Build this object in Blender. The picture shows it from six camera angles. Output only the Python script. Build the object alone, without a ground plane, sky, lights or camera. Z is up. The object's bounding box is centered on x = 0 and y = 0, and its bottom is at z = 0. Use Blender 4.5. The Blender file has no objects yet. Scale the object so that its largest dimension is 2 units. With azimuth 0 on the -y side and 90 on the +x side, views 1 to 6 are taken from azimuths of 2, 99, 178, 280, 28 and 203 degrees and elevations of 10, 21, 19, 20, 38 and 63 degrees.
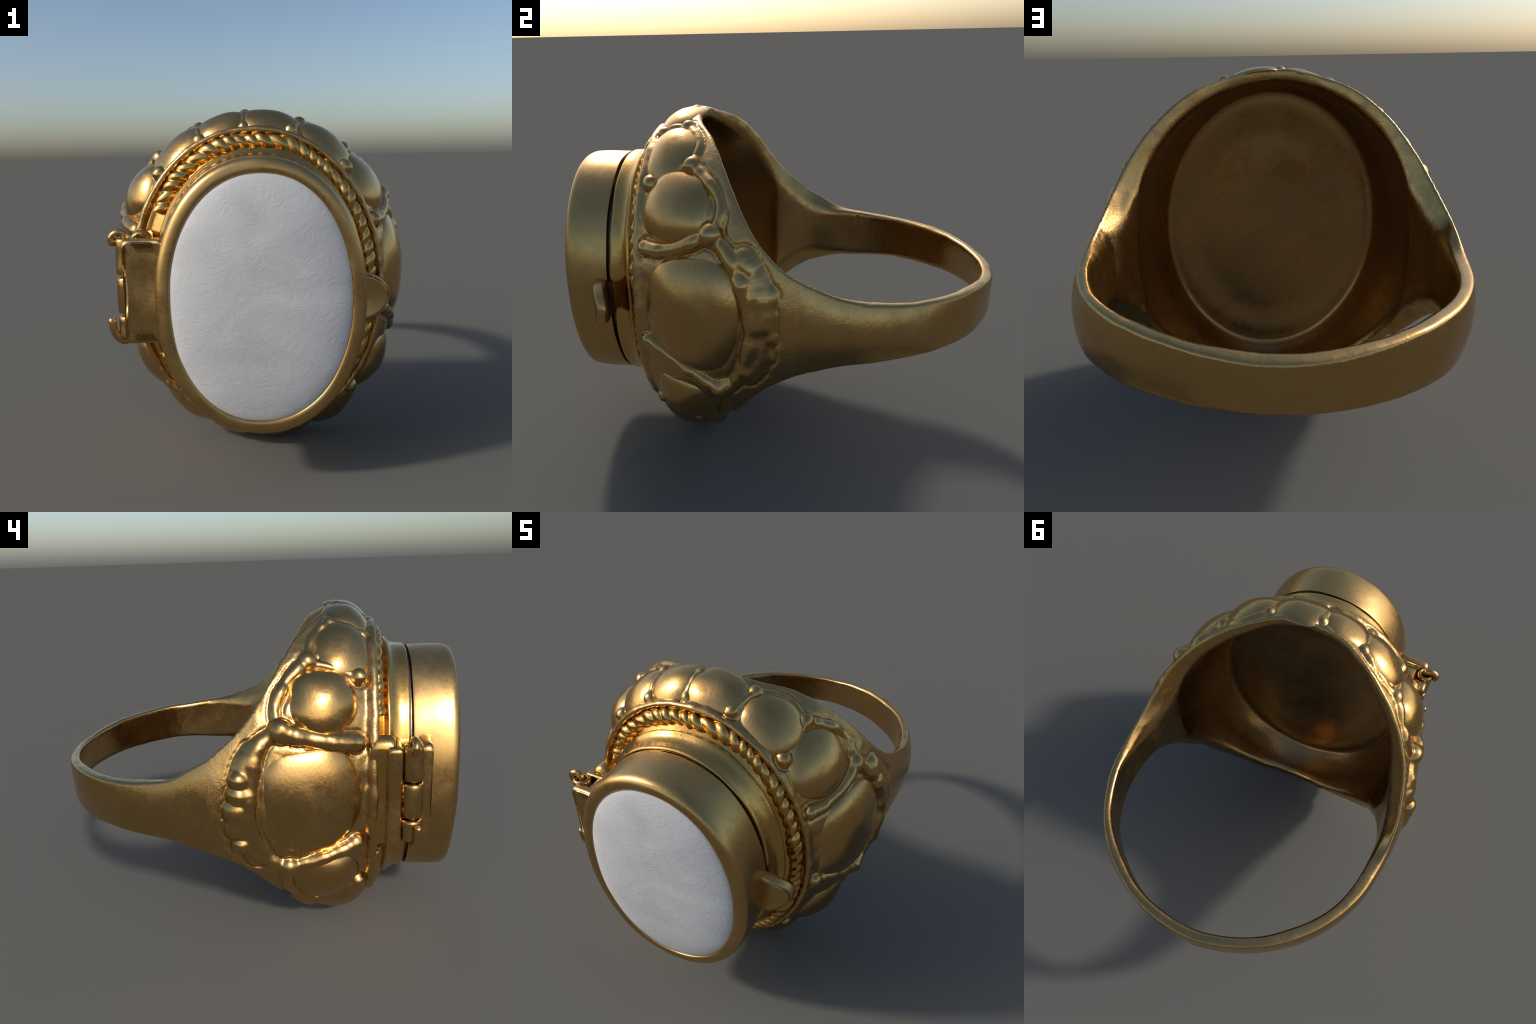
import math
import random
import bpy
import bmesh
from mathutils import Vector
import numpy as np

# ---------------------------------------------------------------- frame
# Everything is described in the ring's own frame: X across the finger,
# Y from the locket (front, -Y) to the back of the band, Z along the finger.
YAW, PITCH = math.radians(2.2), math.radians(1.2)
ORIGIN = np.array([-0.018, 0.0, 0.800])
EY = np.array([-math.sin(YAW) * math.cos(PITCH), math.cos(YAW) * math.cos(PITCH), -math.sin(PITCH)])
EX = np.array([math.cos(YAW), math.sin(YAW), 0.0])
EZ = np.cross(EX, EY)
ROT = np.stack([EX, EY, EZ], axis=1)


def to_world(p):
    return ORIGIN + np.asarray(p, float) @ ROT.T


def to_local(p):
    return (np.asarray(p, float) - ORIGIN) @ ROT


# ---------------------------------------------------------------- curves
def smooth_curve(xs, ys):
    """Monotone-ish cubic Hermite through control points (clamped ends)."""
    xs, ys = np.array(xs, float), np.array(ys, float)
    h = np.diff(xs)
    d = np.diff(ys) / h
    m = np.zeros_like(xs)
    m[0], m[-1] = d[0], d[-1]
    w1, w2 = 2 * h[1:] + h[:-1], h[1:] + 2 * h[:-1]
    same = d[:-1] * d[1:] > 0
    dm = np.where(same, d[:-1], 1.0)
    dp = np.where(same, d[1:], 1.0)
    m[1:-1] = np.where(same, (w1 + w2) / (w1 / dm + w2 / dp), 0.0)

    def f(x):
        x = np.clip(x, xs[0], xs[-1])
        i = np.clip(np.searchsorted(xs, x, side='right') - 1, 0, len(xs) - 2)
        t = (x - xs[i]) / h[i]
        t2, t3 = t * t, t * t * t
        return ((2 * t3 - 3 * t2 + 1) * ys[i] + (t3 - 2 * t2 + t) * h[i] * m[i]
                + (-2 * t3 + 3 * t2) * ys[i + 1] + (t3 - t2) * h[i] * m[i + 1])
    return f


def table(curve, lo, hi, n=4000):
    """Tabulated copy of a curve, quick to evaluate."""
    xs = np.linspace(lo, hi, n)
    ys = curve(xs)
    return lambda x: np.interp(x, xs, ys)


def polar_outline(points, cy):
    """Left-right symmetric plan outline (half given, x>=0) as radius over angle about (0,cy)."""
    pts = np.array(points, float)
    ang = np.arctan2(pts[:, 0], -(pts[:, 1] - cy))       # 0 = front, pi = back
    rad = np.hypot(pts[:, 0], pts[:, 1] - cy)
    o = np.argsort(ang)
    ang, rad = ang[o], rad[o]
    # mirror beyond both ends so the curve is smooth across the axis
    A = np.concatenate([-ang[1:3][::-1], ang, 2 * math.pi - ang[-3:-1][::-1]])
    R = np.concatenate([rad[1:3][::-1], rad, rad[-3:-1][::-1]])
    f = table(smooth_curve(A, R), -0.05, math.pi + 0.05)
    eps = 4e-3

    def dist(x, y):
        dy = y - cy
        a = np.arctan2(np.abs(x), -dy)
        r = np.hypot(x, dy)
        q = f(a)
        slope = (f(a + eps) - f(a - eps)) / (2 * eps) / np.maximum(q, 1e-6)
        return (r - q) / np.sqrt(1 + slope * slope)
    return dist


PLAN_CY = 0.25
plan_outer = polar_outline([
    (0.0, -0.74), (0.33, -0.69), (0.546, -0.57), (0.606, -0.48), (0.652, -0.40), (0.686, -0.30), (0.709, -0.20),
    (0.731, -0.05), (0.746, 0.08), (0.752, 0.20), (0.745, 0.33), (0.720, 0.47), (0.657, 0.62), (0.577, 0.73),
    (0.496, 0.81), (0.376, 0.893), (0.224, 0.963), (0.0, 0.999)], PLAN_CY)
plan_inner = polar_outline([
    (0.0, -0.72), (0.30, -0.68), (0.525, -0.53), (0.552, -0.48), (0.584, -0.40), (0.604, -0.30), (0.612, -0.20), (0.610, -0.12), (0.604, -0.07), (0.628, 0.02),
    (0.652, 0.12), (0.664, 0.25), (0.662, 0.36), (0.641, 0.48), (0.587, 0.61), (0.508, 0.712),
    (0.433, 0.780), (0.324, 0.860), (0.194, 0.918), (0.0, 0.948)], PLAN_CY)

inv_b_outer = table(smooth_curve([-0.62, -0.57, -0.52, -0.46, -0.40, -0.34, -0.25, -0.10, 0.0, 0.10, 0.30, 0.60],
                                 [1/.64, 1/.688, 1/.736, 1/.770, 1/.780, 1/.788, 1/.812, 1/.82, 1/.77, 1/.69, 1/.53, 1/.45]), -0.7, 1.2)
inv_b_inner = table(smooth_curve([-0.62, -0.53, -0.47, -0.40, -0.34, -0.20, -0.10, 0.0, 0.15, 0.30, 0.60],
                                 [1/.62, 1/.67, 1/.705, 1/.725, 1/.732, 1/.782, 1/.87, 1/1.10, 1/1.7, 1/4.0, 1/8.0]), -0.7, 1.2)
edge_top = table(smooth_curve([-0.60, -0.43, -0.36, -0.25, -0.175, -0.10, -0.045, 0.04, 0.11, 0.21, 0.30, 0.40, 0.50, 0.65, 0.80, 0.92, 1.02],
                              [1.10, 0.86, 0.775, 0.692, 0.580, 0.454, 0.376, 0.291, 0.242, 0.195, 0.162, 0.145, 0.136, 0.130, 0.124, 0.112, 0.082]), -0.7, 1.2)
edge_bottom = table(smooth_curve([-0.60, -0.43, -0.36, -0.31, -0.237, -0.174, -0.11, -0.045, 0.03, 0.11, 0.18, 0.25, 0.33, 0.45, 0.60, 0.75, 0.90, 1.02],
                                 [-1.1, -0.90, -0.825, -0.770, -0.622, -0.500, -0.415, -0.332, -0.262, -0.208, -0.177, -0.151, -0.127, -0.110, -0.098, -0.094, -0.088, -0.088]), -0.7, 1.2)


def ease(y, a, b):
    t = np.clip((y - a) / (b - a), 0, 1)
    return t * t * (3 - 2 * t)


def lean(y, z, head):
    """Sideways offset of the section centre: the head is rolled a little about the locket axis, the band sits to +X."""
    w = ease(y, -0.45, 0.12)
    return (head - 0.026 * z) * (1 - w) + 0.010 * w + 0.026 * ease(y, 0.06, 0.42)


def edge_roll(x, y, left, right, start=0.0):
    """Tilt of the band's edges from one side of the finger to the other."""
    return ease(y, start, 0.35) * np.where(x < 0, left, right) * np.clip(x / 0.7, -1.1, 1.1)


def half_width(plan):
    """Half width of a plan outline as a function of Y (front half)."""
    ys = np.linspace(-0.60, 0.36, 49)
    lo, hi = np.zeros_like(ys), np.full_like(ys, 0.9)
    for _ in range(40):
        m = (lo + hi) / 2
        inside = plan(m, ys) < 0
        lo, hi = np.where(inside, m, lo), np.where(inside, hi, m)
    return table(smooth_curve(ys, np.maximum(lo, 0.2)), -0.6, 0.36)


HALF = {plan_outer: half_width(plan_outer), plan_inner: half_width(plan_inner)}


def tube_dist(x, y, z, plan, inv_b, head=0.004):
    """Bowl that is oval in X-Z at the front and turns into the plan outline of the band at the back."""
    x = x - lean(y, z, head)
    z = np.where(z < 0, z * 0.985, z)
    ib, e = inv_b(y), 4e-3
    ha = HALF[plan]
    aw = ha(y)
    q = np.maximum(np.sqrt((x / aw) ** 2 + (z * ib) ** 2), 1e-4)
    r = np.hypot(x, z)
    gx, gz = x / (aw * aw * q), z * ib * ib / q
    da = (ha(y + e) - ha(y - e)) / (2 * e)
    di = (inv_b(y + e) - inv_b(y - e)) / (2 * e)
    gy = (-(x / aw) ** 2 / aw * da + z * z * ib * di) / q
    front = (q - 1) / np.maximum(np.sqrt(gx * gx + gy * gy + gz * gz), 0.35)
    k = np.clip(z * ib, -0.9, 0.9)
    s = np.sqrt(1 - k * k)
    back = plan(x / s, y) * s
    w = np.clip((y + 0.02) / 0.22, 0, 1)
    w = w * w * (3 - 2 * w)
    return front * (1 - w) + back * w


def outer_dist(p):
    return tube_dist(p[..., 0], p[..., 1], p[..., 2], plan_outer, inv_b_outer)


def gradient(fn, p, h=2e-3):
    g = np.empty(p.shape)
    for i in range(3):
        e = np.zeros(3); e[i] = h
        g[..., i] = (fn(p + e) - fn(p - e)) / (2 * h)
    return g / np.maximum(np.linalg.norm(g, axis=-1, keepdims=True), 1e-9)


def shell_point(theta_deg, y):
    """Point and normal of the outer shell at angle theta (0 = +X, 90 = +Z) round the locket axis."""
    a = np.radians(np.asarray(theta_deg, float))
    y = np.asarray(y, float) + 0 * a
    lo, hi = np.full(a.shape, 0.15), np.full(a.shape, 1.4)
    for _ in range(50):
        m = (lo + hi) / 2
        p = np.stack([m * np.cos(a), y, m * np.sin(a)], -1)
        inside = outer_dist(p) < 0
        lo, hi = np.where(inside, m, lo), np.where(inside, hi, m)
    p = np.stack([lo * np.cos(a), y, lo * np.sin(a)], -1)
    return p, gradient(outer_dist, p)


# ---------------------------------------------------------------- noise
def lattice(ix, iy, iz, seed):
    h = (ix * 374761393 + iy * 668265263 + iz * 2147483647 + seed * 144665) & 0xFFFFFFFF
    h = ((h ^ (h >> 13)) * 1274126177) & 0xFFFFFFFF
    return ((h ^ (h >> 16)) & 0xFFFF) / 32767.5 - 1.0


def noise(p, scale, seed=0):
    q = np.asarray(p) * scale
    i = np.floor(q).astype(np.int64)
    f = q - i
    f = f * f * (3 - 2 * f)
    out = 0
    for dx in (0, 1):
        for dy in (0, 1):
            for dz in (0, 1):
                w = (f[..., 0] if dx else 1 - f[..., 0]) * (f[..., 1] if dy else 1 - f[..., 1]) * (f[..., 2] if dz else 1 - f[..., 2])
                out = out + w * lattice(i[..., 0] + dx, i[..., 1] + dy, i[..., 2] + dz, seed)
    return out


def smax(a, b, k):
    h = np.clip(0.5 + 0.5 * (a - b) / k, 0, 1)
    return b + (a - b) * h + k * h * (1 - h)


def smin(a, b, k):
    return -smax(-a, -b, k)


# ---------------------------------------------------------------- ovals
LID_C = np.array([-0.003, -0.001])          # X, Z of the locket centre
LID_A, LID_B, LID_P = 0.428, 0.566, 2.12  # half axes and squareness


def oval(t, offset=0.0):
    """Point (X, Z) on the locket oval pushed out by offset along its normal."""
    c, s = np.cos(t), np.sin(t)
    e = 2.0 / LID_P
    x = LID_A * np.sign(c) * np.abs(c) ** e
    z = LID_B * np.sign(s) * np.abs(s) ** e
    nx = np.sign(x) * (np.abs(x) / LID_A) ** (LID_P - 1) / LID_A
    nz = np.sign(z) * (np.abs(z) / LID_B) ** (LID_P - 1) / LID_B
    n = np.hypot(nx, nz)
    return LID_C[0] + x + nx / n * offset, LID_C[1] + z + nz / n * offset


def oval_field(x, z, a, b, p=2.0, dx=0.0):
    x = x - dx
    q = (np.abs((x - LID_C[0]) / a) ** p + np.abs((z - LID_C[1]) / b) ** p) ** (1.0 / p)
    r = np.hypot(x - LID_C[0], z - LID_C[1])
    return r * (1 - 1 / np.maximum(q, 1e-6))


# ---------------------------------------------------------------- the cast body as a distance field
CAST = []        # fused cast ornaments: (name, points, radii, lo, hi)


def add_cast(name, stations, r, lift, taper=0.0, wob=0.10, k=0.008):
    S = fine_profile(stations, 7) if len(stations) > 1 else np.array(stations, float)
    p, n = shell_point(S[:, 0], S[:, 1])
    R = r * (1 + wob * noise(p, 20.0, len(CAST)))
    if taper:
        u = np.linspace(0, 1, len(S))
        R = R * np.clip(1 - taper + taper * 5 * np.minimum(u, 1 - u), 0, 1)
    q = p + n * (lift + (R - r))[:, None]
    m = R.max() + 0.05
    CAST.append((name, q, R, q.min(0) - m, q.max(0) + m, k))


def cast_distances(p, which):
    name, q, R, lo, hi, k = CAST[which]
    if len(q) == 1:
        return np.linalg.norm(p - q[0], axis=-1) - R[0]
    best = np.full(len(p), 9.0)
    for a, b, ra, rb in zip(q[:-1], q[1:], R[:-1], R[1:]):
        d = b - a
        t = np.clip(((p - a) @ d) / (d @ d), 0, 1)
        best = np.minimum(best, np.linalg.norm(p - a - t[:, None] * d, axis=-1) - ra - (rb - ra) * t)
    return best


def fuse_cast(p, base, skin):
    """Smooth union of the base field with every ornament, each outlined by a chased groove; also says which one is on top."""
    shape = base.shape
    P, F = p.reshape(-1, 3), base.reshape(-1).copy()
    top = np.full(len(P), -1)
    low = F.copy()
    near = np.full(len(P), 1.0)
    found = []
    for i, (name, q, R, lo, hi, k) in enumerate(CAST):
        m = np.nonzero(((P > lo) & (P < hi)).all(1))[0]
        if len(m) == 0:
            continue
        d = cast_distances(P[m], i)
        win = d < low[m]
        top[m[win]] = i
        low[m] = np.minimum(low[m], d)
        near[m] = np.minimum(near[m], d)
        found.append((m, d, k))
    F += 0.008 * np.exp(-((near - 0.003) / 0.009) ** 2) * np.clip((skin.reshape(-1) + 0.026) * 90, 0, 1)
    for m, d, k in found:
        F[m] = smin(F[m], d, k)
    return F.reshape(shape), top


def body_field(p, want_top=False):
    x, y, z = p[..., 0], p[..., 1], p[..., 2]
    n1 = noise(p, 16.0, 3)
    n2 = noise(p, 6.0, 5)
    out = outer_dist(p) + 0.003 * n2
    e = 2e-3
    st = (edge_top(y + e) - edge_top(y - e)) / (2 * e)
    sb = (edge_bottom(y + e) - edge_bottom(y - e)) / (2 * e)
    depth = np.clip(-outer_dist(p), 0, 0.12) * (1 - ease(y, 0.1, 0.4)) * ease(y, -0.46, -0.34)   # the bore flares the rim inward
    cut = np.maximum((z - edge_roll(x, y, 0.028, 0.020) + 0.006 * ease(y, 0.1, 0.4) + 1.1 * depth - edge_top(y)) / np.sqrt(1 + st * st),
                     (edge_bottom(y) + edge_roll(x, y, 0.050, 0.022, -0.30) + 1.1 * depth - z) / np.sqrt(1 + sb * sb))
    cut = cut * (1 - 0.25 * (depth > 0))
    cut = cut + 0.0022 * n1
    solid = smax(out, cut, 0.014)
    solid = smax(solid, -0.574 - y, 0.010)
    # raised lip round the front opening
    ring = np.hypot(oval_field(x + 0.02 * z, z, 0.560, 0.690, 2.05, -0.006), (y + 0.574) * 0.75) - 0.0155
    solid = smin(solid, ring, 0.022)
    plug = np.maximum(oval_field(x, z, 0.445, 0.585), np.maximum(-0.690 - y, y + 0.50))
    step = np.maximum(oval_field(x, z, 0.485, 0.625), np.maximum(-0.586 - y, y + 0.50))
    solid = np.minimum(solid, np.minimum(plug, step))
    solid, top = fuse_cast(p, solid, out)
    solid = smax(solid, cut, 0.012)
    if want_top:
        return top
    solid = solid + (0.0030 * n1 + 0.0016 * noise(p, 34.0, 12)) * np.clip((0.12 - y) * 6, 0, 1) * np.clip(-(cut + 0.02) * 30, 0, 1)
    return smax(solid, -hollow_field(p, n2), 0.024)


def hollow_field(p, n2=0.0):
    """The finger hole and the deep cup behind the locket, closed by a gently dished plate."""
    x, y, z = p[..., 0], p[..., 1], p[..., 2]
    q = np.clip(1 - (x / 0.50) ** 2 - (z / 0.63) ** 2, 0, 1)
    floor = -0.538 - 0.016 * ease(q, 0.0, 0.5) + 0.008 * x * q
    return smax(tube_dist(x, y, z, plan_inner, inv_b_inner, -0.004), floor - y, 0.014) + 0.003 * n2 * np.clip((y + 0.35) * 5, 0.2, 1)


def surface_net(field, lo, hi, step):
    """Naive surface nets on a grid, evaluated only in a band round the surface."""
    n = [int(math.ceil((hi[i] - lo[i]) / step / 4)) * 4 for i in range(3)]
    ax = [lo[i] + step * np.arange(n[i]) for i in range(3)]
    ca = [a.reshape(-1, 4).mean(1) for a in ax]
    C = field(np.stack(np.meshgrid(*ca, indexing='ij'), -1))
    near = np.abs(C) < step * 4.6
    grow = lambda m: np.repeat(np.repeat(np.repeat(m, 4, 0), 4, 1), 4, 2)
    F, band = grow(C), grow(near)
    idx = np.argwhere(band)
    vals = np.empty(len(idx))
    for s in range(0, len(idx), 300000):
        b = idx[s:s + 300000]
        vals[s:s + 300000] = field(np.stack([ax[i][b[:, i]] for i in range(3)], -1))
    F[band] = vals
    S = F < 0
    m = [k - 1 for k in n]
    cnt = np.zeros(m)
    acc = np.zeros(m + [3])
    corner = [(i, j, k) for i in (0, 1) for j in (0, 1) for k in (0, 1)]
    sl = lambda c: tuple(slice(c[a], c[a] + m[a]) for a in range(3))
    for a in range(3):
        for c in corner:
            if c[a]:
                continue
            d = list(c); d[a] = 1
            f0, f1 = F[sl(c)], F[sl(d)]
            x = S[sl(c)] != S[sl(d)]
            t = np.where(x, f0 / np.where(x, f0 - f1, 1), 0)
            cnt += x
            for b in range(3):
                acc[..., b] += x * (c[b] + (t if b == a else 0))
    act = cnt > 0
    vid = np.full(m, -1)
    vid[act] = np.arange(act.sum())
    ijk = np.argwhere(act)
    V = (ijk + acc[act] / cnt[act][:, None]) * step + np.array(lo)
    Q = []
    for a in range(3):
        b, c = (a + 1) % 3, (a + 2) % 3
        s0 = [slice(1, m[i]) for i in range(3)]; s0[a] = slice(0, m[a])
        s1 = list(s0); s1[a] = slice(1, m[a] + 1)
        A, B = S[tuple(s0)], S[tuple(s1)]
        e = np.argwhere(A != B)
        flip = A[A != B]
        off = np.ones(3, int); off[a] = 0
        e = e + off
        def cell(db, dc):
            q = e.copy(); q[:, b] -= db; q[:, c] -= dc
            return vid[q[:, 0], q[:, 1], q[:, 2]]
        q = np.stack([cell(1, 1), cell(0, 1), cell(0, 0), cell(1, 0)], -1)
        q[~flip] = q[~flip][:, ::-1]
        Q.append(q)
    Q = np.concatenate(Q)
    for _ in range(2):
        h = step * 0.3
        f = field(V)
        G = np.stack([(field(V + d) - field(V - d)) / (2 * h) for d in np.eye(3) * h], -1)
        stepv = f[:, None] * G / np.maximum((G * G).sum(-1, keepdims=True), 0.2)
        V = V - np.clip(stepv, -step * .4, step * .4)
    return V, Q


# ---------------------------------------------------------------- scene helpers
ROOT = None
ALL = []


def add_object(name, verts_local, faces, mat, smooth=True, parent=None, mesh=None, world=False):
    if mesh is None:
        mesh = bpy.data.meshes.new(name)
        v = np.asarray(verts_local, float) if world else to_world(verts_local)
        mesh.from_pydata([tuple(q) for q in v], [], [tuple(int(i) for i in f) for f in faces])
        mesh.update()
        if smooth:
            mesh.polygons.foreach_set('use_smooth', [True] * len(mesh.polygons))
        mesh.materials.append(mat)
    ob = bpy.data.objects.new(name, mesh)
    bpy.context.scene.collection.objects.link(ob)
    ob.parent = parent or ROOT
    ALL.append(ob)
    return ob


def fix_normals(ob):
    bm = bmesh.new(); bm.from_mesh(ob.data)
    bmesh.ops.recalc_face_normals(bm, faces=bm.faces)
    bm.to_mesh(ob.data); bm.free()


def grid_faces(nu, nv, close_u=False, close_v=False):
    f = []
    for i in range(nu if close_u else nu - 1):
        for j in range(nv if close_v else nv - 1):
            a, b = i, (i + 1) % nu
            c, d = j, (j + 1) % nv
            f.append((a * nv + c, b * nv + c, b * nv + d, a * nv + d))
    return f


def fine_profile(profile, steps=5, closed=False):
    """Catmull-Rom resampling of a 2D/3D control polyline."""
    P = np.array(profile, float)
    n = len(P)
    out = []
    for i in range(n if closed else n - 1):
        p = [P[(i + k) % n] if closed else P[min(max(i + k, 0), n - 1)] for k in (-1, 0, 1, 2)]
        for s in range(steps):
            t = s / steps
            out.append(0.5 * (2 * p[1] + (p[2] - p[0]) * t + (2 * p[0] - 5 * p[1] + 4 * p[2] - p[3]) * t * t
                              + (3 * p[1] - p[0] - 3 * p[2] + p[3]) * t ** 3))
    if not closed:
        out.append(P[-1])
    return np.array(out)


def oval_lathe(name, profile, mat, segs=256, wobble=0.0, seed=0, closed=False, dx=0.0):
    """Sweep a (Y, offset) profile round the locket oval."""
    t = np.linspace(0, 2 * math.pi, segs, endpoint=False)
    rows = []
    for y, o in profile:
        x, z = oval(t, o)
        rows.append(np.stack([x + dx, np.full_like(x, y), z], -1))
    V = np.stack(rows, 0)
    if wobble:
        V[..., 1] += wobble * noise(V, 9.0, seed)
        V[..., 2] += wobble * 0.6 * noise(V, 8.0, seed + 1)
        V[..., 0] += wobble * 0.6 * noise(V, 8.0, seed + 2)
    f = grid_faces(len(profile), segs, close_u=closed, close_v=True)
    V = V.reshape(-1, 3)
    if not closed:
        k = len(profile)
        f.append(tuple(range(segs)))
        f.append(tuple(range((k - 1) * segs, k * segs))[::-1])
    ob = add_object(name, V, f, mat)
    fix_normals(ob)
    return ob


def settle(p, n, lift=0.0):
    """Slide points along n until they lie on the cast outer shell."""
    for _ in range(8):
        d = outer_dist(p)
        p = p - np.clip(d, -.03, .03)[..., None] * n
    return p + lift * n


def blister(name, theta, y, half_u, half_v, height, mat, square=2.3, turn=0.0, lump=0.004, seed=0, rings=22, segs=56, edge=0.5, sink=0.008, skew=0.0):
    """A cushion that follows the shell: half_u along the girth, half_v along Y."""
    c, n = shell_point(theta, y)
    e1 = np.cross(n, [0, 1, 0]); e1 /= np.linalg.norm(e1)
    e2 = np.cross(e1, n); e2 /= np.linalg.norm(e2)
    if e2[1] < 0:
        e2 = -e2
    a = math.radians(turn)
    e1, e2 = e1 * math.cos(a) + e2 * math.sin(a), e2 * math.cos(a) - e1 * math.sin(a)
    r = np.linspace(0, 1, rings) ** 0.8
    t = np.linspace(0, 2 * math.pi, segs, endpoint=False)
    rr, tt = np.meshgrid(r[1:], t, indexing='ij')
    e = 2.0 / square
    wob = 1 + 0.03 * np.sin(3 * tt + seed) + 0.02 * np.sin(5 * tt + 2.1 * seed)
    u = half_u * rr * wob * np.sign(np.cos(tt)) * np.abs(np.cos(tt)) ** e
    v = half_v * rr * wob * np.sign(np.sin(tt)) * np.abs(np.sin(tt)) ** e
    u = u + skew * v
    P = c + u[..., None] * e1 + v[..., None] * e2
    P = np.concatenate([c[None], P.reshape(-1, 3)])
    rad = np.concatenate([[0.0], rr.reshape(-1)])
    base = settle(P, n)
    # blend the base toward a plane so that the cushion is a smooth dome of its own
    h = height * np.clip(1 - rad ** 2, 0, 1) ** edge
    h = h + lump * noise(P, 9.0, seed + 20) * np.clip(1 - rad, 0, 1) - sink * rad ** 8
    V = base + h[:, None] * n
    m = rings - 1
    f = [(0, 1 + (j + 1) % segs, 1 + j) for j in range(segs)]
    for i in range(m - 1):
        for j in range(segs):
            k = (j + 1) % segs
            f.append((1 + i * segs + j, 1 + i * segs + k, 1 + (i + 1) * segs + k, 1 + (i + 1) * segs + j))
    # closed underneath by a copy of the footprint, just below the shell's skin
    under = base - np.where(rad > 0.97, 0.012, 0.016)[:, None] * n
    b = len(V)
    f += [tuple(b + k for k in q[::-1]) for q in f]
    V = np.concatenate([V, under])
    for j in range(segs):
        k = (j + 1) % segs
        f.append((b - segs + j, b - segs + k, 2 * b - segs + k, 2 * b - segs + j))
    ob = add_object(name, V, f, mat)
    fix_normals(ob)
    return ob


def tube(name, path, radii, mat, segs=14, world=False, flat=1.0, normals=None, closed=False):
    """Sweep a round (or flattened) section along a path; ends are domed."""
    P = np.asarray(path, float)
    n = len(P)
    R = np.broadcast_to(np.asarray(radii, float), (n,)).copy()
    T = np.gradient(P, axis=0)
    if closed:
        T = np.roll(P, -1, 0) - np.roll(P, 1, 0)
    T /= np.linalg.norm(T, axis=1, keepdims=True)
    if normals is None:
        N = np.zeros_like(P)
        v = np.array([0.3, 0.5, 0.8]); v = v - T[0] * (v @ T[0]); N[0] = v / np.linalg.norm(v)
        for i in range(1, n):
            v = N[i - 1] - T[i] * (N[i - 1] @ T[i]); N[i] = v / np.linalg.norm(v)
    else:
        N = normals - T * (normals * T).sum(1, keepdims=True)
        N /= np.linalg.norm(N, axis=1, keepdims=True)
    B = np.cross(T, N)
    if not closed:      # dome the two ends
        ext = [0.0, 0.5, 0.8, 0.95]
        def cap(i, sgn):
            return [(P[i] + sgn * T[i] * R[i] * e, N[i], B[i], R[i] * math.sqrt(1 - e * e) + 1e-5) for e in ext[1:]]
        body = [(P[i], N[i], B[i], R[i]) for i in range(n)]
        rows = cap(0, -1)[::-1] + body + cap(n - 1, 1)
    else:
        rows = [(P[i], N[i], B[i], R[i]) for i in range(n)]
    t = np.linspace(0, 2 * math.pi, segs, endpoint=False)
    V = np.stack([p + r * (np.cos(t)[:, None] * nn * flat + np.sin(t)[:, None] * bb) for p, nn, bb, r in rows], 0)
    f = grid_faces(len(rows), segs, close_u=closed, close_v=True)
    k = len(rows)
    V = V.reshape(-1, 3)
    if not closed:
        f.append(tuple(range(segs))); f.append(tuple(range((k - 1) * segs, k * segs))[::-1])
    ob = add_object(name, V, f, mat, world=world)
    fix_normals(ob)
    return ob


def rib(name, stations, r, mat, lift=0.0, flat=1.0, taper=True, wob=0.12, seed=0):
    """A cast ridge that follows the shell through (theta, Y) stations."""
    S = fine_profile(stations, 10)
    p, n = shell_point(S[:, 0], S[:, 1])
    R = r * (1 + wob * noise(p, 22.0, seed))
    if taper:
        u = np.linspace(0, 1, len(S))
        R = R * np.clip(0.55 + 3.0 * np.minimum(u, 1 - u), 0, 1)
    return tube(name, p + n * lift, R, mat, segs=16, flat=flat, normals=n)


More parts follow.
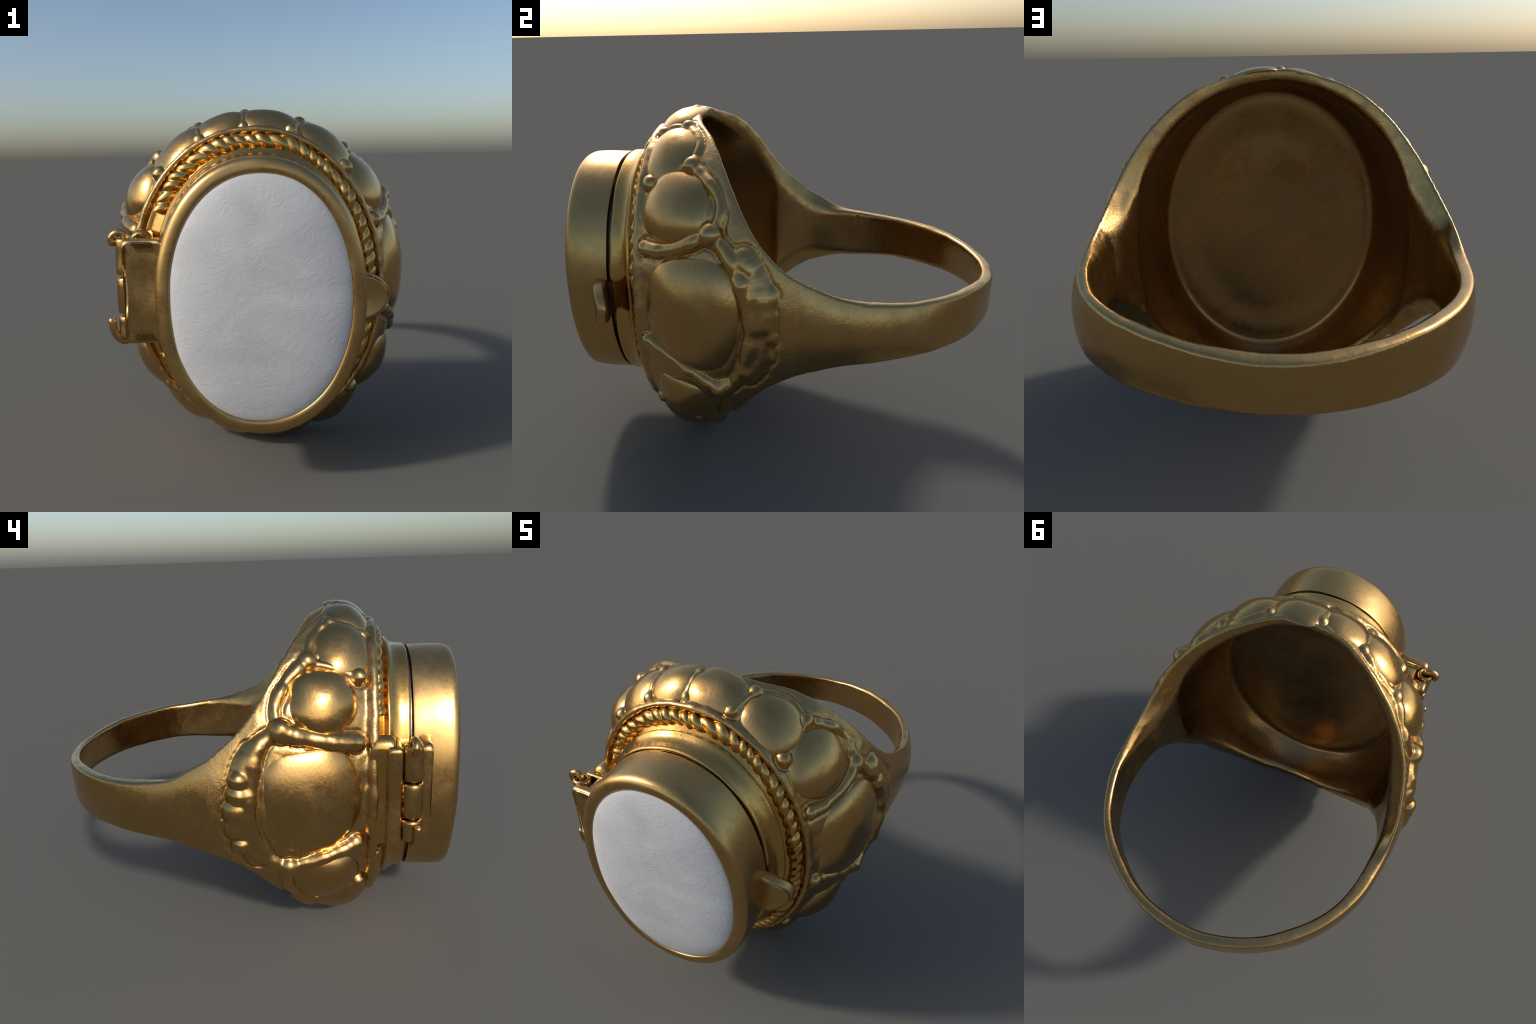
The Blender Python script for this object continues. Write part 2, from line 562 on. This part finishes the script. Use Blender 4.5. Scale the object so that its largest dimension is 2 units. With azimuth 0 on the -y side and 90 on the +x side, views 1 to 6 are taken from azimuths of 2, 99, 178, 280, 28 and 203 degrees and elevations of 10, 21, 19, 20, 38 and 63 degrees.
# ---------------------------------------------------------------- materials
def brass(name, tone=(0.60, 0.364, 0.129), rough=0.30, grime=0.5, scale=1.0, bump=0.15):
    m = bpy.data.materials.new(name)
    m.use_nodes = True
    nt = m.node_tree
    N, L = nt.nodes, nt.links
    b = N['Principled BSDF']
    b.inputs['Metallic'].default_value = 1.0
    tc = N.new('ShaderNodeTexCoord')

    def tex(s, detail, w=0.0):
        t = N.new('ShaderNodeTexNoise')
        t.inputs['Scale'].default_value = s * scale
        t.inputs['Detail'].default_value = detail
        t.inputs['Roughness'].default_value = 0.6
        t.inputs['Distortion'].default_value = w
        L.new(tc.outputs['Object'], t.inputs['Vector'])
        return t

    def ramp(src, a, c, lo, hi):
        r = N.new('ShaderNodeMapRange')
        r.inputs['From Min'].default_value = a
        r.inputs['From Max'].default_value = c
        r.inputs['To Min'].default_value = lo
        r.inputs['To Max'].default_value = hi
        L.new(src, r.inputs['Value'])
        return r.outputs['Result']

    def mix(fac, c1, c2):
        x = N.new('ShaderNodeMix'); x.data_type = 'RGBA'
        L.new(fac, x.inputs['Factor'])
        for sock, c in ((x.inputs[6], c1), (x.inputs[7], c2)):
            if isinstance(c, tuple):
                sock.default_value = c + (1.0,)
            else:
                L.new(c, sock)
        return x.outputs[2]

    broad = tex(4.5, 4, 0.4)
    patch = tex(7.0, 3, 0.5)
    grain = tex(70.0, 4, 0.6)
    hue = mix(ramp(broad.outputs['Fac'], 0.35, 0.65, 0, 1), tone, (tone[0] * 0.90, tone[1] * 0.93, tone[2] * 0.98))
    stain = ramp(patch.outputs['Fac'], 0.48, 0.78, 0.0, grime)
    col = mix(stain, hue, (tone[0] * 0.62, tone[1] * 0.74, tone[2] * 1.25))
    fleck = ramp(grain.outputs['Fac'], 0.58, 0.80, 0.0, 0.30)
    col = mix(fleck, col, (tone[0] * 0.55, tone[1] * 0.52, tone[2] * 0.55))
    L.new(col, b.inputs['Base Color'])
    add = N.new('ShaderNodeMath'); add.operation = 'ADD'
    L.new(ramp(patch.outputs['Fac'], 0.4, 0.75, rough - 0.04, rough + 0.12), add.inputs[0])
    L.new(ramp(grain.outputs['Fac'], 0.4, 0.8, -0.02, 0.08), add.inputs[1])
    L.new(add.outputs[0], b.inputs['Roughness'])
    mp = N.new('ShaderNodeMapping')
    mp.inputs['Rotation'].default_value = (0.5, 0.3, 0.4)
    mp.inputs['Scale'].default_value = (60.0, 60.0, 5.0)
    L.new(tc.outputs['Object'], mp.inputs['Vector'])
    scr = N.new('ShaderNodeTexNoise')
    scr.inputs['Scale'].default_value = 1.0
    scr.inputs['Detail'].default_value = 3
    L.new(mp.outputs['Vector'], scr.inputs['Vector'])
    bp = N.new('ShaderNodeBump')
    bp.inputs['Strength'].default_value = bump
    bp.inputs['Distance'].default_value = 0.004
    g2 = N.new('ShaderNodeMath'); g2.operation = 'MULTIPLY_ADD'
    L.new(patch.outputs['Fac'], g2.inputs[0]); g2.inputs[1].default_value = 2.0
    g3 = N.new('ShaderNodeMath'); g3.operation = 'MULTIPLY_ADD'
    L.new(scr.outputs['Fac'], g3.inputs[0]); g3.inputs[1].default_value = 0.5
    L.new(grain.outputs['Fac'], g3.inputs[2])
    L.new(g3.outputs[0], g2.inputs[2])
    L.new(g2.outputs[0], bp.inputs['Height'])
    L.new(bp.outputs['Normal'], b.inputs['Normal'])
    return m


def shell_stone(name):
    m = bpy.data.materials.new(name)
    m.use_nodes = True
    nt = m.node_tree
    N, L = nt.nodes, nt.links
    b = N['Principled BSDF']
    tc = N.new('ShaderNodeTexCoord')
    mp = N.new('ShaderNodeMapping')
    mp.inputs['Scale'].default_value = (1.0, 0.3, 1.4)
    L.new(tc.outputs['Object'], mp.inputs['Vector'])
    wr = N.new('ShaderNodeTexNoise'); wr.inputs['Scale'].default_value = 18; wr.inputs['Detail'].default_value = 8
    wr.inputs['Roughness'].default_value = 0.62; wr.inputs['Distortion'].default_value = 2.2
    cl = N.new('ShaderNodeTexNoise'); cl.inputs['Scale'].default_value = 3.0; cl.inputs['Detail'].default_value = 8; cl.inputs['Distortion'].default_value = 0.8
    L.new(mp.outputs['Vector'], wr.inputs['Vector']); L.new(mp.outputs['Vector'], cl.inputs['Vector'])
    cr = N.new('ShaderNodeValToRGB')
    cr.color_ramp.elements[0].position = 0.35; cr.color_ramp.elements[0].color = (0.515, 0.51, 0.515, 1)
    cr.color_ramp.elements[1].position = 0.65; cr.color_ramp.elements[1].color = (0.615, 0.615, 0.605, 1)
    L.new(cl.outputs['Fac'], cr.inputs['Fac'])
    L.new(cr.outputs['Color'], b.inputs['Base Color'])
    b.inputs['Roughness'].default_value = 0.55
    bp = N.new('ShaderNodeBump'); bp.inputs['Strength'].default_value = 0.22; bp.inputs['Distance'].default_value = 0.012
    L.new(wr.outputs['Fac'], bp.inputs['Height'])
    L.new(bp.outputs['Normal'], b.inputs['Normal'])
    return m


# ---------------------------------------------------------------- BUILD
random.seed(7)
ROOT = bpy.data.objects.new('locket_ring', None)
bpy.context.scene.collection.objects.link(ROOT)
ROOT['label'] = 'antique brass poison locket ring with white oval stone'
ROOT['category'] = 'ring'

M_BODY = brass('aged_brass', rough=0.23, grime=0.35)
M_BOSS = brass('rubbed_brass', rough=0.24, grime=0.35)
M_LID = brass('lid_brass', tone=(0.60, 0.370, 0.134), rough=0.31, grime=0.2, bump=0.06)
M_CHAN = brass('amber_brass', tone=(0.68, 0.40, 0.115), rough=0.19, grime=0.35)
M_SHELL = brass('scuffed_brass', rough=0.27, grime=0.85, scale=1.5, bump=0.25)
M_CUP = brass('shade_darkened_brass', tone=(0.43, 0.245, 0.090), rough=0.28, grime=0.35)  # base tone darkened to carry the occlusion shade inside the cup
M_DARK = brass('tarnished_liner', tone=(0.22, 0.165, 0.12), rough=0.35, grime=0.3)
M_STONE = shell_stone('white_stone')

# --- cushions round the shell: (theta, Y, half girth, half width, height, squareness, turn)
cushions = [
    (3.0, -0.328, 0.252, 0.226, 0.034, 2.4, 8), (179.2, -0.322, 0.244, 0.224, 0.024, 2.5, -3),
    (41.3, -0.410, 0.160, 0.170, 0.042, 2.2, 12), (62.8, -0.466, 0.150, 0.138, 0.030, 2.2, 8),
    (85.5, -0.480, 0.140, 0.118, 0.019, 2.3, 0), (103.0, -0.480, 0.120, 0.118, 0.018, 2.3, 0),
    (121.5, -0.462, 0.150, 0.138, 0.029, 2.2, 0), (143.3, -0.366, 0.152, 0.152, 0.050, 2.1, 0),
    (-38.5, -0.390, 0.152, 0.162, 0.044, 2.3, -14), (-61.0, -0.452, 0.144, 0.146, 0.036, 2.2, 0),
    (-84.0, -0.476, 0.138, 0.118, 0.019, 2.3, 0), (-102.0, -0.476, 0.120, 0.118, 0.018, 2.3, 0),
    (-120.5, -0.452, 0.150, 0.146, 0.036, 2.2, 0), (-142.0, -0.382, 0.152, 0.152, 0.044, 2.2, 10),
]
for i, (th, y, hu, hv, h, sq, tn) in enumerate(cushions):
    big = hu > 0.2
    blister('cushion', th, y, hu, hv, h, M_BOSS, square=sq, turn=tn, seed=i,
            rings=30 if big else 22, segs=96 if big else 64, edge=0.56 if big else 0.72, lump=0.006)

# --- beads: (theta, Y, radius, height)
beads = [
    (27.3, -0.532, 0.034, 0.040), (52.6, -0.532, 0.036, 0.044), (77.5, -0.535, 0.030, 0.026), (95.0, -0.545, 0.024, 0.018),
    (112.0, -0.535, 0.030, 0.028), (131.9, -0.510, 0.036, 0.046), (156.8, -0.498, 0.042, 0.050),
    (31.0, -0.235, 0.048, 0.056), (55.5, -0.348, 0.038, 0.040), (74.5, -0.405, 0.030, 0.026), (94.0, -0.420, 0.026, 0.020),
    (111.0, -0.385, 0.030, 0.026), (129.8, -0.298, 0.036, 0.040), (153.8, -0.190, 0.050, 0.060),
    (-13.5, -0.535, 0.032, 0.038), (-51.0, -0.530, 0.034, 0.038), (-75.0, -0.535, 0.030, 0.026), (-94.0, -0.545, 0.024, 0.018),
    (-111.0, -0.535, 0.030, 0.026), (-131.0, -0.515, 0.034, 0.040), (-158.5, -0.498, 0.040, 0.046),
    (-24.0, -0.205, 0.040, 0.044), (-54.0, -0.340, 0.036, 0.038), (-74.0, -0.400, 0.030, 0.026), (-93.0, -0.415, 0.026, 0.020),
    (-110.0, -0.385, 0.030, 0.026), (-129.5, -0.310, 0.036, 0.038), (-154.5, -0.205, 0.046, 0.052),
]
for th, y, r, h in beads:
    add_cast('bead', [(th, y)], r * 1.10, h * (0.72 if abs(abs(th) - 90) < 40 else 0.80) - r * 1.10, wob=0.0, k=0.013)

# --- cast ribs that frame the cushions: (stations, radius, height of the axis above the shell)
ribs = [
    # round the two large side cushions
    ([(29.5, -0.22), (24.5, -0.160), (15.5, -0.098), (4.0, -0.062), (-8.6, -0.076), (-18.8, -0.130), (-24.0, -0.200)], 0.044, -0.014),
    ([(-24.0, -0.21), (-21.5, -0.28), (-18.0, -0.38), (-15.0, -0.48), (-13.5, -0.535)], 0.034, -0.004),
    ([(27.3, -0.53), (26.0, -0.46), (26.6, -0.38), (29.0, -0.30), (31.0, -0.235)], 0.038, -0.004),
    ([(153.5, -0.18), (159.0, -0.095), (170.0, -0.060), (181.5, -0.044), (191.5, -0.068), (202.0, -0.132), (205.8, -0.205)], 0.044, -0.016),
    ([(205.8, -0.205), (204.3, -0.30), (202.8, -0.42), (201.5, -0.50)], 0.040, -0.002),
    ([(153.8, -0.19), (155.5, -0.28), (156.8, -0.40), (156.8, -0.50)], 0.044, -0.004),
    # behind the smaller cushions
    ([(31.0, -0.225), (38.0, -0.200), (46.0, -0.240), (55.5, -0.345)], 0.030, -0.012),
    ([(55.5, -0.345), (64.0, -0.330), (74.5, -0.400)], 0.026, -0.010),
    ([(153.8, -0.180), (146.0, -0.168), (137.5, -0.212), (129.8, -0.295)], 0.032, -0.012),
    ([(129.8, -0.295), (120.0, -0.318), (111.0, -0.380)], 0.026, -0.010),
    ([(-24.0, -0.200), (-33.0, -0.190), (-43.0, -0.240), (-54.0, -0.340)], 0.028, -0.012),
    ([(-54.0, -0.340), (-64.0, -0.330), (-74.0, -0.400)], 0.026, -0.010),
    ([(-154.5, -0.205), (-145.0, -0.195), (-137.0, -0.236), (-129.5, -0.305)], 0.030, -0.012),
    ([(-129.5, -0.305), (-120.0, -0.326), (-110.0, -0.385)], 0.026, -0.010),
]
# thin walls between neighbouring small cushions
for (t1, y1), (t2, y2) in (((52.6, -.53), (55.5, -.35)), ((77.5, -.535), (74.5, -.405)), ((95, -.545), (94, -.42)), ((112, -.535), (111, -.385)),
                           ((131.9, -.51), (129.8, -.30)), ((-51, -.53), (-54, -.34)), ((-75, -.535), (-74, -.40)), ((-94, -.545), (-93, -.415)),
                           ((-111, -.535), (-110, -.385)), ((-131, -.515), (-129.5, -.31))):
    ribs.append(([(t1, y1), ((t1 + t2) / 2, (y1 + y2) / 2), (t2, y2)], 0.024, -0.008))
for st, r, lift in ribs:
    add_cast('rib', st, r * 0.88, lift + 0.06 * r - 0.005, wob=0.16)
for st in ([(23.0, -0.100), (17.5, -0.052), (10.0, -0.028), (1.0, -0.022), (-7.0, -0.030), (-14.0, -0.075)],
           [(161.0, -0.070), (168.0, -0.034), (176.0, -0.016), (184.0, -0.008), (192.0, -0.022), (199.0, -0.070)]):
    add_cast('leaf_border', st, 0.066, -0.046, wob=0.10, k=0.008)

# --- worn leaf lobes behind the large cushions
lobes = [
    (22.5, -0.095, 0.060, 0.024), (18.5, -0.050, 0.062, 0.022), (12.5, -0.005, 0.066, 0.024), (6.0, -0.016, 0.080, 0.022), (-0.5, -0.006, 0.070, 0.022),
    (-7.0, -0.012, 0.066, 0.022), (-12.5, -0.045, 0.060, 0.022), (-17.0, -0.085, 0.055, 0.022),
    (169.5, -0.012, 0.048, 0.050), (174.5, -0.010, 0.060, 0.042), (180.5, 0.002, 0.078, 0.038), (187.0, 0.006, 0.070, 0.036),
    (193.5, -0.008, 0.056, 0.040), (163.0, -0.055, 0.055, 0.030), (198.5, -0.060, 0.055, 0.030),
]
for th, y, r, h in lobes:
    h = h - 0.010
    add_cast('lobe', [(th, y)], r * 0.92, h * 1.15 - r * 0.92, wob=0.0, k=0.007)

# --- cast body: shank, domed bezel shell, beads, ribs and lobes are one continuous surface, split by region
V, Q = surface_net(body_field, (-0.84, -0.64, -0.88), (0.84, 1.08, 0.86), 0.0080)
full = bpy.data.meshes.new('cast_body')
full.from_pydata([tuple(q) for q in to_world(V)], [], Q.tolist())
full.polygons.foreach_set('use_smooth', [True] * len(full.polygons))
full.update()
vn = np.empty(len(V) * 3)
full.vertex_normals.foreach_get('vector', vn)
vn = vn.reshape(-1, 3)
mid = V[Q].mean(1)
region = body_field(mid, want_top=True)
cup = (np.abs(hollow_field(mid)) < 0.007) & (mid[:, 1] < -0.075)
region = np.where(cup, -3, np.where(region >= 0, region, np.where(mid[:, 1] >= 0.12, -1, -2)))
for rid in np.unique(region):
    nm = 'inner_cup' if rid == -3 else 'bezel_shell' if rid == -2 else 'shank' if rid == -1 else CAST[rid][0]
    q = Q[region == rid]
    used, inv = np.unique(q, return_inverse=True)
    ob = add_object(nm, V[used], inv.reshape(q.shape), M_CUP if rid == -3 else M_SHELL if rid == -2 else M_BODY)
    ob.data.normals_split_custom_set_from_vertices([tuple(k) for k in vn[used]])
bpy.data.meshes.remove(full)

# --- collar under the lid: neck, flared rim and the floor of the rope channel
collar = [(-0.690, -0.055), (-0.712, -0.034), (-0.732, -0.018), (-0.741, -0.006), (-0.741, 0.002), (-0.734, 0.008), (-0.718, 0.009), (-0.695, 0.012),
          (-0.674, 0.021), (-0.660, 0.034), (-0.653, 0.039), (-0.645, 0.039), (-0.630, 0.030), (-0.610, 0.026), (-0.594, 0.030),
          (-0.583, 0.044), (-0.579, 0.085), (-0.577, 0.112), (-0.558, 0.118), (-0.600, 0.060), (-0.660, -0.010)]
oval_lathe('collar', fine_profile(collar, 3, closed=True), M_CHAN, segs=300, wobble=0.006, seed=31, closed=True, dx=-0.002)

# --- twisted rope border in the channel, broken where the hinge sits
t = np.linspace(math.radians(209), math.radians(509), 1500)
ox, oz = oval(t, 0.069)
ox = ox - 0.002 - 0.016 * oz
pts = np.stack([ox, np.full_like(ox, -0.592), oz], -1)
arc = np.concatenate([[0], np.cumsum(np.linalg.norm(np.diff(pts, axis=0), axis=1))])
pts += 0.006 * np.stack([noise(pts, 9.0, 50), noise(pts, 11.0, 54), noise(pts, 9.0, 55)], -1)
T = np.gradient(pts, axis=0); T /= np.linalg.norm(T, axis=1, keepdims=True)
U = np.array([0.0, -1.0, 0.0])[None] - T * (-T[:, 1:2]); U /= np.linalg.norm(U, axis=1, keepdims=True)
W = np.cross(T, U)
k = 28
ph = np.linspace(0, 2 * math.pi, k, endpoint=False)
twist = arc * (2 * math.pi / 0.112) + 3.2 * noise(pts, 5.0, 51)
worn = 0.26 + 0.20 * noise(pts, 6.0, 53)
rad = 0.0345 * (1 + worn[:, None] * (np.abs(np.cos(ph[None] - twist[:, None])) - 0.55)) * (1 + 0.22 * noise(pts, 15.0, 52))[:, None]
rv = pts[:, None] + rad[..., None] * (0.85 * np.cos(ph)[None, :, None] * U[:, None] + np.sin(ph)[None, :, None] * W[:, None])
f = grid_faces(len(pts), k, close_v=True)
f.append(tuple(range(k))); f.append(tuple(range((len(pts) - 1) * k, len(pts) * k))[::-1])
fix_normals(add_object('rope_border', rv.reshape(-1, 3), f, M_CHAN))

# --- lid: oval drum with a rounded front rim, and the stone set in it
lid = [(-0.760, -0.060), (-0.764, -0.020), (-0.767, -0.008), (-0.766, -0.002), (-0.758, 0.0), (-0.81, 0.001), (-0.87, 0.001), (-0.920, -0.002),
       (-0.940, -0.007), (-0.952, -0.016), (-0.959, -0.030), (-0.961, -0.048), (-0.958, -0.061), (-0.950, -0.066), (-0.920, -0.067)]
oval_lathe('lid', fine_profile(lid, 4), M_LID, segs=300, wobble=0.0025, seed=35)
core = [(-0.80, -0.015), (-0.68, -0.015)]
oval_lathe('lid_liner', core, M_DARK, segs=160)

rings, segs = 60, 300
t = np.linspace(0, 2 * math.pi, segs, endpoint=False)
ex, ez = oval(t, -0.0610)
ex, ez = ex - LID_C[0], ez - LID_C[1]
SV = [[LID_C[0], -0.994, LID_C[1]]]
for r in np.linspace(0, 1, rings)[1:]:
    y = -0.948 - 0.046 * (1 - r ** 2.6) ** 0.62
    for a, c in zip(ex, ez):
        SV.append([LID_C[0] + a * r, y, LID_C[1] + c * r])
SV = np.array(SV)
SV[:, 1] += 0.0020 * noise(SV, 5.0, 61)
f = [(0, 1 + j, 1 + (j + 1) % segs) for j in range(segs)]
for i in range(rings - 2):
    for j in range(segs):
        kk = (j + 1) % segs
        f.append((1 + i * segs + j, 1 + (i + 1) * segs + j, 1 + (i + 1) * segs + kk, 1 + i * segs + kk))
b = len(SV)
SV = np.concatenate([SV, SV[-segs:] + np.array([0, 0.03, 0])])
for j in range(segs):
    f.append((b - segs + j, b + j, b + (j + 1) % segs, b - segs + (j + 1) % segs))
f.append(tuple(range(b, b + segs)))
fix_normals(add_object('white_stone', SV, f, M_STONE))


# --- flat pieces with rounded edges: clasp tab and hinge leaves
def plate(name, outline, y0, y1, mat, bend=None, bevel=0.008, inset_rows=6):
    """Extrude an (X, Z) outline in Y; bend is a function of (x, z) added to Y."""
    o = np.array(outline, float)
    c = o.mean(0)
    n = len(o)
    rows = []
    prof = [(y0 + bevel * (1 - math.sin(a)), 1 - math.cos(a)) for a in np.linspace(math.pi / 2, 0, 4)]
    def ring(s_in, y):
        d = o - c
        L = np.linalg.norm(d, axis=1, keepdims=True)
        q = c + d * np.maximum(1 - s_in / L, 0.0)
        return np.stack([q[:, 0], np.full(n, y), q[:, 1]], -1)
    for s in np.linspace(0.97, 0.0, inset_rows):       # front cap rings
        rows.append(np.stack([c[0] + (o[:, 0] - c[0]) * (1 - s) * 0.93, np.full(n, y0), c[1] + (o[:, 1] - c[1]) * (1 - s) * 0.93], -1))
    for a in np.linspace(0, math.pi / 2, 4):
        rows.append(ring(bevel * (1 - math.sin(a)), y0 + bevel * (1 - math.cos(a))))
    for a in np.linspace(math.pi / 2, 0, 4):
        rows.append(ring(bevel * (1 - math.sin(a)), y1 - bevel * (1 - math.cos(a))))
    for s in np.linspace(0.0, 0.97, inset_rows):
        rows.append(np.stack([c[0] + (o[:, 0] - c[0]) * (1 - s) * 0.93, np.full(n, y1), c[1] + (o[:, 1] - c[1]) * (1 - s) * 0.93], -1))
    V = np.stack(rows, 0)
    if bend is not None:
        V[..., 1] += bend(V[..., 0], V[..., 2])
    k = len(rows)
    f = grid_faces(k, n, close_v=True)
    f.append(tuple(range(n))); f.append(tuple(range((k - 1) * n, k * n))[::-1])
    ob = add_object(name, V.reshape(-1, 3), f, mat)
    fix_normals(ob)
    return ob


a = np.linspace(-math.pi / 2, math.pi / 2, 36)
tab = [(0.415 + 0.138 * math.cos(q) ** 1.2 if math.cos(q) > 1e-6 else 0.415, -0.030 + 0.108 * math.sin(q)) for q in a]
tab += [(0.385, 0.082), (0.375, 0.03), (0.375, -0.03), (0.375, -0.08), (0.385, -0.130)]
plate('clasp_tab', tab, -0.800, -0.748, M_LID, bend=lambda x, z: 1.1 * np.clip(x - 0.46, 0, 1) ** 1.5 - 1.2 * (z + 0.02) ** 2, bevel=0.014)


def rounded_box(x0, x1, z0, z1, r=0.02, n=6):
    o = []
    for cx, cz, a0 in ((x1 - r, z1 - r, 0), (x0 + r, z1 - r, 90), (x0 + r, z0 + r, 180), (x1 - r, z0 + r, 270)):
        for q in np.linspace(a0, a0 + 90, n):
            o.append((cx + r * math.cos(math.radians(q)), cz + r * math.sin(math.radians(q))))
    d = []
    for i in range(len(o)):
        p, q = np.array(o[i]), np.array(o[(i + 1) % len(o)])
        m = max(1, int(np.linalg.norm(q - p) / 0.03))
        d += [tuple(p + (q - p) * s / m) for s in range(m)]
    return d


HX, HY, HR = -0.573, -0.735, 0.043          # hinge barrel axis and radius (local X, Y)
leaf = plate('hinge_leaf', rounded_box(-0.578, -0.395, -0.205, 0.236, 0.03), -0.816, -0.768, M_BODY,
             bend=lambda x, z: 0.015 * np.sin(z * 22) * np.clip(x + 0.6, 0, 1) - 0.25 * np.clip(x + 0.47, 0, 1), bevel=0.016)
plate('hinge_back_leaf', rounded_box(-0.600, -0.405, -0.245, 0.225, 0.02), -0.692, -0.630, M_BODY, bevel=0.014)
plate('hinge_block', rounded_box(-0.572, -0.468, -0.240, 0.262, 0.05), -0.668, -0.556, M_CHAN, bevel=0.03)


def knuckle(z0, z1, hollow, seed):
    """Rolled sheet barrel: a thick-walled tube, open at its ends."""
    t = np.linspace(0, 2 * math.pi, 40, endpoint=False)
    inner = HR * (0.55 if hollow else 0.33)
    prof = [(inner, z0 + .004), (HR - .012, z0), (HR - .003, z0 + .004), (HR, z0 + .014)]
    prof += [(HR, z0 + (z1 - z0) * s) for s in (0.25, 0.5, 0.75)]
    prof += [(HR, z1 - .014), (HR - .003, z1 - .004), (HR - .012, z1), (inner, z1 - .004)]
    V = np.stack([np.stack([HX + r * np.cos(t), HY + r * np.sin(t), np.full_like(t, z)], -1) for r, z in prof], 0)
    V[..., :2] += 0.0025 * noise(V, 12.0, seed)[..., None]
    ob = add_object('hinge_knuckle', V.reshape(-1, 3), grid_faces(len(prof), len(t), close_u=True, close_v=True), M_BODY)
    fix_normals(ob)


plate('hinge_filler', rounded_box(-0.535, -0.395, -0.190, 0.215, 0.03), -0.772, -0.660, M_BODY, bevel=0.015)
knuckle(0.078, 0.236, True, 70)
knuckle(-0.090, 0.070, False, 71)
knuckle(-0.200, -0.098, False, 72)
pin = fine_profile([(-0.628, -0.736, 0.216), (-0.630, -0.736, 0.240), (-0.612, -0.738, 0.256), (-0.590, -0.735, 0.258), (HX, HY, 0.235), (HX, HY, 0.10), (HX, HY, -0.10),
                    (HX - .002, HY, -0.190), (-0.590, -0.742, -0.212), (-0.614, -0.750, -0.200), (-0.634, -0.756, -0.166), (-0.641, -0.756, -0.120)], 6)
tube('hinge_pin', pin, 0.0165, M_BODY, segs=14)
